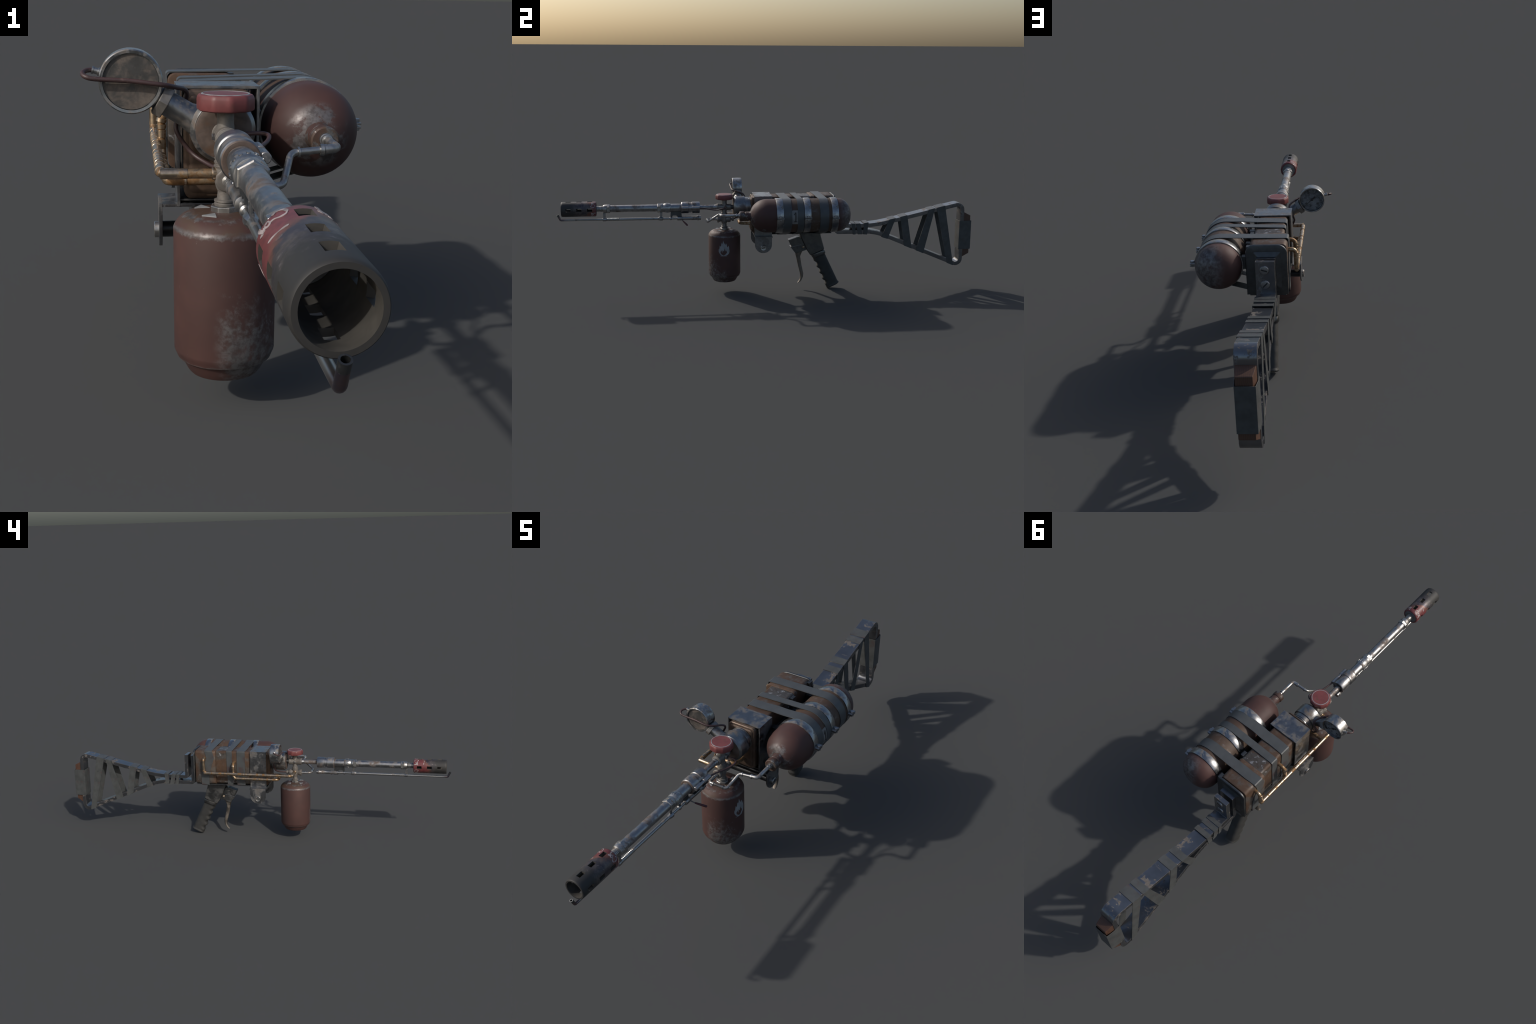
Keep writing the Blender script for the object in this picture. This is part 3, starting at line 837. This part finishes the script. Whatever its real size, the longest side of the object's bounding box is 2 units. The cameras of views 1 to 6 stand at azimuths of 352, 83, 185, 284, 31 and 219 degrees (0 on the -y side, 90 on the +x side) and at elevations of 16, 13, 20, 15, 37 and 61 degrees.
# ------------------------------------------------------------------ drum between valve and receiver
dr = turned('pressure_drum', (-.0235, 0, .4120), (0, 1, 0), [(-.1716, .0400), (-.1718, .0432), (-.1705, .0446), (-.1650, .0482), (-.1640, .0490), (-.1200, .0492), (-.1180, .0480), (-.1175, .0440), (-.1020, .0440), (-.1010, .0425), (-.0985, .0425), (-.0975, .0448), (-.0950, .0448), (-.0940, .0425), (-.0915, .0430), (-.080, .0430)], 'drum', segs=56)
turned('drum_face', (-.0235, 0, .4120), (0, 1, 0), [(-.1724, .0300), (-.1724, .0410), (-.1718, .0420), (-.170, .0422)], 'drumface', dr, 56)

# ------------------------------------------------------------------ receiver box
def receiver():
    r = rounded_block('receiver_box', -.0765, .0270, .2900, .4635, .0110, [(-.080, .002), (-.0775, 0), (.1960, 0), (.20, .001)], 'rust', None)
    rounded_block('receiver_lid', -.0925, .0310, .2885, .4665, .0150, [(.1905, .0060), (.1912, .0015), (.1935, 0), (.2930, 0), (.2975, .0015), (.2990, .0050), (.3000, .012)], 'rust', r)
    rounded_block('front_lip', -.0785, .0285, .2930, .4640, .0140, [(-.0880, .0040), (-.0868, .0015), (-.0845, 0), (-.0825, .0010), (-.0818, .0035), (-.0800, .0035), (-.0792, .0008), (-.0770, 0), (-.074, .001)], 'lip', r)
    rounded_block('front_panel', -.0735, .0235, .2975, .4595, .0130, [(-.0930, .0100), (-.0922, .0065), (-.0900, .0035), (-.0875, .0030)], 'lip', r)
    def arch(i):          # rounded shoulders, square foot
        xl, xr, zb, zt, rad, n = -.0935 + i, .0435 - i, .2935 + i, .4668 - i, .029 - i, 9
        return ([(xl, zb), (xr, zb)] + [(xr - rad + rad * math.cos(PI / 2 * k / n), zt - rad + rad * math.sin(PI / 2 * k / n)) for k in range(n + 1)]
                + [(xl + rad - rad * math.sin(PI / 2 * k / n), zt - rad + rad * math.cos(PI / 2 * k / n)) for k in range(n + 1)])
    bm = bmesh.new()
    skin(bm, [[(x, y, z) for x, z in arch(i)] for y, i in ((.3020, .003), (.3030, .0008), (.3040, 0), (.3090, 0), (.3105, .0012), (.3112, .0032))])
    make('rear_plate', bm, 'dark_steel', r, angle=50)
    bm = bmesh.new()
    skin(bm, [[(a, y, b) for a, b in rrect(-.0750 + i, .0190 - i, .3105 + i, .4455 - i, .004)] for y, i in ((.3100, 0), (.3185, .0165), (.3190, .018))])
    make('plate_boss', bm, 'dark_steel', r)
    block('base_tray', -.0860, .0360, -.0720, .2960, .2842, .2878, 'dark_steel', r, .0012)
    return r
receiver()

# U-shaped bracket over the front of the receiver with ears, rod and bolts
def bracket():
    y0, y1, t = -.0765, .0075, .0048
    bm = bmesh.new()
    xl, xr, zt, zb = -.0885, .0430, .4690, .2760
    o = [(xl, zb), (xl, zt), (xr, zt), (xr, zb)]
    i = [(xr - t, zb), (xr - t, zt - t), (xl + t, zt - t), (xl + t, zb)]
    prism(bm, o + i, 'y', y0, y1)
    b = make('mounting_bracket', bm, 'bracket', bev=.0008)
    block('bracket_foot', -.1170, .0750, y0 + .0006, y1 - .0006, zb - .0005, zb + .0050, 'bracket', b, .0008)
    for xa, xb in ((-.1180, -.1125), (.0705, .0760)):
        c, r = -.0370, .0405
        pts = [(c - r, .2812), (c + r, .2812)] + [(c + r * math.cos(a), .2430 - r * math.sin(a)) for a in (PI * k / 20 for k in range(21))]
        bm = prism(bmesh.new(), pts, 'x', xa, xb)
        make('bracket_ear', bm, 'bracket', b, bev=.0007)
    turned('cross_rod', (-.1135, -.0375, .2300), (1, 0, 0), [(0, .0135), (.186, .0135)], 'black', b, 28)
    for xs, sgn in ((-.1178, -1), (.0758, 1)):
        bt = turned('bolt', (xs, -.0378, .2295), (sgn, 0, 0), [(0, .0135), (.0065, .0135), (.0078, .0122), (.0070, .0100), (.0070, .0050)], 'bright_steel', b, 28)
        bm = bmesh.new()
        box(bm, -.0006, .0006, -.0085, .0085, -.0013, .0013)
        bmesh.ops.rotate(bm, cent=(0, 0, 0), matrix=Matrix.Rotation(.25, 3, 'X'), verts=bm.verts)
        bmesh.ops.translate(bm, vec=(xs + sgn * .0072, -.0378, .2295), verts=bm.verts)
        make('bolt_slot', bm, 'hole', bt)
bracket()

# ------------------------------------------------------------------ gas tank with bands, neck, rail
TX, TZ, TR = .1345, .3930, .0775
def tank():
    prof = []
    for k in range(15):                     # front dome
        a = PI / 2 * k / 14
        prof.append((-.030 - .079 * math.cos(a), TR * max(math.sin(a), .02)))
    for k in range(13):                     # flatter rear dome
        a = PI / 2 * k / 12
        prof.append((.302 + .061 * math.sin(a), TR * max(math.cos(a) ** .85, .02)))
    t = turned('gas_tank', (TX, 0, TZ), (0, 1, 0), prof, 'tank', segs=64, origin=(TX, .127, TZ))
    turned('tank_neck', (TX, 0, TZ), (0, 1, 0), [(-.156, .0120), (-.1560, .0200), (-.1540, .0225), (-.1380, .0228), (-.1355, .0215), (-.1350, .0198), (-.1290, .0198), (-.1275, .0210), (-.1080, .0212), (-.100, .0260), (-.092, .030)], 'neck', t, 36)
    turned('neck_ring', (TX, 0, TZ + .0030), (0, 1, 0), [(-.1625, .0085), (-.1620, .0100), (-.1560, .0105), (-.155, .012)], 'steel', t, 24)
    ear = None
    for ya, yb in ((.0090, .0400), (.1370, .1670), (.2645, .2950)):
        bm = bmesh.new()
        ri, ro = TR - .0004, TR + .0036
        sec = [(ya, ri), (ya + .0003, ro - .0004), (ya + .0009, ro), (yb - .0009, ro), (yb - .0003, ro - .0004), (yb, ri)]
        skin(bm, [[(TX + r * math.cos(q), y, TZ + r * math.sin(q)) for y, r in sec] for q in (2 * PI * i / 72 for i in range(72))], close=True)
        band = make('tank_band', bm, 'band', t)
        yc = (ya + yb) / 2
        for dz in (.0046, -.0018):
            block('band_ear', .2105, .2310, ya - .0005, yb + .0005, TZ + dz - .0018, TZ + dz + .0018, 'steel', band, .0007)
        bl = turned('band_bolt', (.2245, yc, TZ + .0058), (0, 0, 1), [(0, .0078), (.0052, .0078), (.0062, .0066)], 'steel', band, 6, .3, 10, .0005)
        turned('band_nut', (.2245, yc, TZ - .0032), (0, 0, -1), [(0, .0074), (.0050, .0074), (.0058, .0062)], 'steel', band, 6, .3, 10, .0005)
        # block that ties the band to the receiver side
        block('saddle_block', .0320, .0590, ya + .004, yb - .004, .3770, .4200, 'dark_steel', band, .0012)
        if ya > .1:
            block('spacer_block', .0270, .0400, yb - .0090, yb + .0140, .4050, .4605, 'dark_steel', band, .0010)
    block('tank_rail', .0268, .0325, -.0400, .2960, .3600, .3980, 'dark_steel', t, .0012)
    # number plate: rounded pale patch with a dark numeral
    def on_tank(a, b, lift):
        q = b / TR + .05
        return (TX + (TR + lift) * math.cos(q), .0945 + a, TZ + (TR + lift) * math.sin(q))
    pl = decal('number_plate', [rrect(-.0170, .0170, -.0320, .0330, .006, 4)], on_tank, 'plate', t)
    one = [(-.0015, .0235), (.0030, .0235), (.0030, -.0175), (.0075, -.0175), (.0075, -.0215), (-.0070, -.0215), (-.0070, -.0175), (-.0022, -.0175), (-.0022, .0150), (-.0080, .0098), (-.0080, .0145)]
    decal('number_mark', [one], lambda a, b, lift: on_tank(a, b, lift + .0006), 'ink', pl)
    return t
tank()

# ------------------------------------------------------------------ rubber straps: hull of receiver and tank
def hull(circles, inset, per=10):
    """outline of the convex belt round circles (x, z, r) in counter-clockwise order"""
    C = [(x, z, r - inset) for x, z, r in circles]
    n = len(C)
    ang = []
    for i in range(n):
        (ax, az, ar), (bx, bz, br) = C[i], C[(i + 1) % n]
        dx, dz = bx - ax, bz - az
        D = math.hypot(dx, dz)
        ang.append(math.atan2(dz, dx) - math.acos((ar - br) / D))
    pts = []
    for i in range(n):
        a0, a1 = ang[i - 1], ang[i]
        while a1 < a0:
            a1 += 2 * PI
        m = max(4, int((a1 - a0) / .12))
        x, z, r = C[i]
        arc = [(x + r * math.cos(a0 + (a1 - a0) * k / m), z + r * math.sin(a0 + (a1 - a0) * k / m)) for k in range(m + 1)]
        pts += arc
        # straight run to the next circle
        x2, z2, r2 = C[(i + 1) % n]
        e = (x2 + r2 * math.cos(a1), z2 + r2 * math.sin(a1))
        s = arc[-1]
        for k in range(1, per):
            pts.append((s[0] + (e[0] - s[0]) * k / per, s[1] + (e[1] - s[1]) * k / per))
    return pts

def strap(y0, y1, xl, xr, zt, zb, shift, seed):
    rc, t = .0075, .0022
    circles = [(xl + rc, zt - rc, rc), (xl + rc, zb + rc, rc), (xr - rc, zb + rc, rc), (TX, TZ, TR + .0028)]
    outer, inner = hull(circles, 0), hull(circles, t)
    bm = bmesh.new()
    rings = []
    for (ox, oz), (ix, iz) in zip(outer, inner):
        w = .0010 * mnoise.noise(V((ox * 30, oz * 30, seed)))
        dy = shift(ox, oz) + w
        rings.append([(ox, y0 + dy, oz), (ox, y1 + dy, oz), (ix, y1 + dy, iz), (ix, y0 + dy, iz)])
    skin(bm, rings, close=True)
    return make('rubber_strap', bm, 'strap', angle=40)

def smooth(x, a, b):
    t = min(max((x - a) / (b - a), 0), 1)
    return t * t * (3 - 2 * t)
def wavy(x, z):
    """the rear strap slews as it comes down the receiver side"""
    f = smooth(x, -.045, -.088)
    s = -.002 - .010 * math.exp(-((z - .430) / .022) ** 2) + .018 * smooth(z, .405, .335)
    back = smooth(z, .310, .283) * .0
    return f * (s + back) - (1 - f) * 0
strap(.0355, .0785, -.0795, .0300, .4662, .2800, lambda x, z: 0.001 * math.sin(x * 60), 1.3)
strap(.1055, .1350, -.0795, .0300, .4664, .2800, lambda x, z: -.004 * smooth(x, 0, -.08) * smooth(z, .45, .29), 4.1)
strap(.2090, .2500, -.0952, .0350, .4690, .2815, wavy, 7.7)

# ------------------------------------------------------------------ pistol grip and trigger
def loft(name, stations, hw, mat, parent, power=2.6, n=28, angle=40):
    """stations: (front(y,z), rear(y,z), half-width scale)"""
    bm = bmesh.new()
    rings = []
    for f, r, k in stations:
        f, r = V((f[0], f[1])), V((r[0], r[1]))
        c, h = (f + r) / 2, (r - f) / 2
        ring = []
        for i in range(n):
            a = 2 * PI * i / n
            ca, sa = math.cos(a), math.sin(a)
            u = math.copysign(abs(ca) ** (2 / power), ca)
            w = math.copysign(abs(sa) ** (2 / power), sa)
            ring.append((X0 + w * hw * k, c.x + h.x * u, c.y + h.y * u))
        rings.append(ring)
    skin(bm, rings)
    return make(name, bm, mat, parent, angle=angle)

def grip():
    house = [(.1440, .2900), (.2490, .2900), (.2500, .2680), (.2700, .1985), (.2630, .1935), (.2020, .1680), (.1850, .1940), (.1560, .2560)]
    bm = prism(bmesh.new(), house, 'x', X0 - .0255, X0 + .0255)
    g = make('grip_housing', bm, 'gunmetal', bev=.0045, segs=3)
    F0, F1, R0, R1 = V((.2150, .1560)), V((.2860, .0040)), V((.2760, .1790)), V((.3475, .0300))
    st = []
    N = 60
    for k in range(N + 1):
        t = k / N
        w = .0090 * (math.cos(2 * PI * 4.9 * t + 2.9) - 1) / 2 * smooth(t, .02, .12) * smooth(t, 1.02, .9)
        d = (R0 - F0).normalized()
        f, r = F0.lerp(F1, t) - d * w * 1.0, R0.lerp(R1, t)
        f = f - d * .0015 * smooth(t, 0, .12) * smooth(t, 1, .85)
        r = r - d * .0030 * smooth(t, 0, .05) * smooth(t, 1.0, .94)
        k2 = 1.0 - .10 * smooth(t, 0, .05) * smooth(t, 1.0, .95)
        st.append(((f.x, f.y), (r.x, r.y), k2))
    st.append(((.2875, .0008), (.3440, .0250), .95))
    st.append(((.2910, .0000), (.3380, .0210), .80))
    loft('rubber_grip', st, .0255, 'rubber', g, 3.2, 32)
    ax = V((F1.x - F0.x, F1.y - F0.y)).normalized()
    col = []
    for s, grow in ((-.0180, -.001), (-.0170, .0015), (-.0140, .0022), (-.0020, .0022), (.0010, .0005), (.0025, -.002)):
        f = F0 + ax * s - (R0 - F0).normalized() * grow
        r = R0 + ax * s + (R0 - F0).normalized() * grow
        col.append(((f.x, f.y), (r.x, r.y), 1.0 + grow * 30))
    loft('grip_collar', col, .0262, 'gunmetal', g, 4.0, 32)
    th = [(.0945, .2450), (.1400, .2600), (.1560, .2560), (.1840, .1960), (.1300, .1780), (.1050, .2100), (.1090, .2140), (.0975, .2370)]
    bm = prism(bmesh.new(), th, 'x', X0 - .0190, X0 + .0190)
    h = make('trigger_housing', bm, 'gunmetal', g, bev=.0022)
    bm = prism(bmesh.new(), [(.1045, .2118), (.1560, .2235), (.1575, .2205), (.1060, .2085)], 'x', X0 - .0202, X0 + .0202)
    make('housing_seam', bm, 'bracket', h, bev=.0006)  # thin paler strip along the ledge line of the housing
    pairs = [((.1270, .1900), (.1840, .2040), 1.15), ((.1290, .1810), (.1750, .1950), 1.1), ((.1310, .1700), (.1640, .1850), 1.0), ((.1350, .1550), (.1545, .1610), .95), ((.1445, .1120), (.1618, .1160), .9),
             ((.1550, .0720), (.1712, .0760), .9), ((.1558, .0600), (.1706, .0610), .9), ((.1545, .0480), (.1655, .0470), .88), ((.1490, .0370), (.1580, .0345), .85), ((.1430, .0290), (.1462, .0265), .7)]
    M['trigger'] = worn_metal('trigger_brass_steel', (.27, .24, .21), (.19, .165, .14), .42, .6, 30, .4, .7, .3, seed=9)
    loft('trigger', pairs, .0096, 'trigger', h, 2.6, 20)
    for sg in (-1, 1):
        turned('trigger_pin', (X0 + sg * .0188, .1660, .2105), (sg, 0, 0), [(0, .0064), (.0022, .0062), (.0042, .0048), (.0054, .0018)], 'brass', h, 20)
grip()

# ------------------------------------------------------------------ shoulder stock of bent flat bar
SX0, SX1 = -.0567, .0062
def stock():
    th = .0184
    top_k = .234
    up = fillet([(0, .3595, .4310), (0, .3595, .3120), (0, .5150, .3120), (0, .9518, .4142), (0, .9518, .1012), (0, .5180, .2820), (0, .3255, .2820), (0, .3255, .4290)],
                [.010, .60, .026, .024, .27, .012], .22)
    n = len(up)
    bm = bmesh.new()
    rings = []
    for i in range(n):
        a, b = up[max(i - 1, 0)], up[min(i + 1, n - 1)]
        t = (b - a).normalized()
        nrm = V((0, -t.z, t.y))
        h = th / 2
        p, q = up[i] + nrm * h, up[i] - nrm * h
        rings.append([(SX0, p.y, p.z), (SX1, p.y, p.z), (SX1, q.y, q.z), (SX0, q.y, q.z)])
    skin(bm, rings)
    s = make('stock_frame', bm, 'stock', bev=.0012, angle=28)
    # two slotted screws through the upturned end
    sc = turned('screw', (-.0225, .3678, .4020), (0, 1, 0), [(0, .0160), (.0020, .0158), (.0044, .0140), (.0052, .0110)], 'steel', s, 32)
    turned('screw', (-.0240, .3678, .3520), (0, 1, 0), [(0, .0160), (.0020, .0158), (.0044, .0140), (.0052, .0110)], 'steel', s, 32)
    for (x, z, rot) in ((-.0225, .4020, .30), (-.0240, .3520, -.80)):
        bm = bmesh.new()
        box(bm, -.0105, .0105, -.0006, .0006, -.0020, .0020)
        bmesh.ops.rotate(bm, cent=(0, 0, 0), matrix=Matrix.Rotation(-rot, 3, 'Y'), verts=bm.verts)
        bmesh.ops.translate(bm, vec=(x, .3731, z), verts=bm.verts)
        make('screw_slot', bm, 'hole', s)
    # outline of the bars, for the tapes that lap round them
    def top(y):
        return .3120 + th / 2 + max(0, (y - .5150)) * top_k + (.008 * math.exp(-((y - .515) / .045) ** 2))
    def bot(y):
        return .2820 - th / 2 * 1.04 - max(0, (y - .5180)) * .4165 - (.0055 * math.exp(-((y - .518) / .035) ** 2))
    def tape(t0, t1, b0, b1, seed):
        o = .0023
        edges = []
        for ty, by in ((t0, b0), (t1, b1)):
            ring_o, ring_i = [], []
            for gap, ring in ((o, ring_o), (.0004, ring_i)):
                zt, zb = top(ty) + gap, bot(by) - gap
                side = []
                N = 8
                for k in range(N + 1):
                    f = k / N
                    side.append((ty + (by - ty) * f, zt + (zb - zt) * f, f))
                for y, z, f in side:
                    wob = .0007 * mnoise.noise(V((y * 40, z * 40, seed)))
                    ring.append((SX1 + gap + wob * (1 if gap == o else .2), y, z))
                for y, z, f in reversed(side):
                    wob = .0007 * mnoise.noise(V((y * 40, z * 40, seed + 5)))
                    ring.append((SX0 - gap - wob * (1 if gap == o else .2), y, z))
            edges.append((ring_o, ring_i))
        (ao, ai), (bo, bi) = edges
        rings = [[ao[k], bo[k], bi[k], ai[k]] for k in range(len(ao))]
        bm = bmesh.new()
        skin(bm, rings, close=True)
        return make('tape_wrap', bm, 'tape', s, angle=40)
    for k, (t0, t1, b0, b1) in enumerate(((.400, .4175, .4070, .4200), (.4210, .4430, .4320, .4540), (.4610, .4830, .4580, .4770), (.5860, .6175, .5490, .5800),
                                          (.6400, .6740, .6640, .7030), (.7810, .8120, .7230, .7615), (.8200, .8620, .8850, .9165))):
        tape(t0, t1, b0, b1, k * 3.1)
    # wooden butt pad held on by a broad wrap
    bm = bmesh.new()
    skin(bm, [[(x, y, z) for x, z in ((x0, zb), (x1, zb), (x1, zt), (x0, zt))] for y, x0, x1, zb, zt in
              ((.9580, -.0545, .0042, .1450, .3715), (.9612, -.0545, .0042, .1462, .3705), (.9950, -.0465, .0015, .1640, .3530))])
    make('butt_pad', bm, 'wood', s, bev=.0025, segs=2)
    o = [(.9385, -.0584), (.9385, .0084), (.9660, .0084), (.9998, .0042), (.9998, -.0540), (.9660, -.0584)]
    def ring(ins, z):
        cx = sum(p[1] for p in o) / len(o); cy = sum(p[0] for p in o) / len(o)
        return [(cx + (x - cx) * (1 - ins / .033), cy + (y - cy) * (1 - ins / .030), z + (y - .94) * 0) for y, x in o]
    bm = bmesh.new()
    a, b = ring(0, .1855), ring(0, .3275)
    c, d = ring(.0018, .3275), ring(.0018, .1855)
    skin(bm, [a, b, c, d], close=True)
    make('pad_wrap', bm, 'tape', s, bev=.0010)
stock()

ROOT.location.x = .0006
bpy.context.view_layer.update()
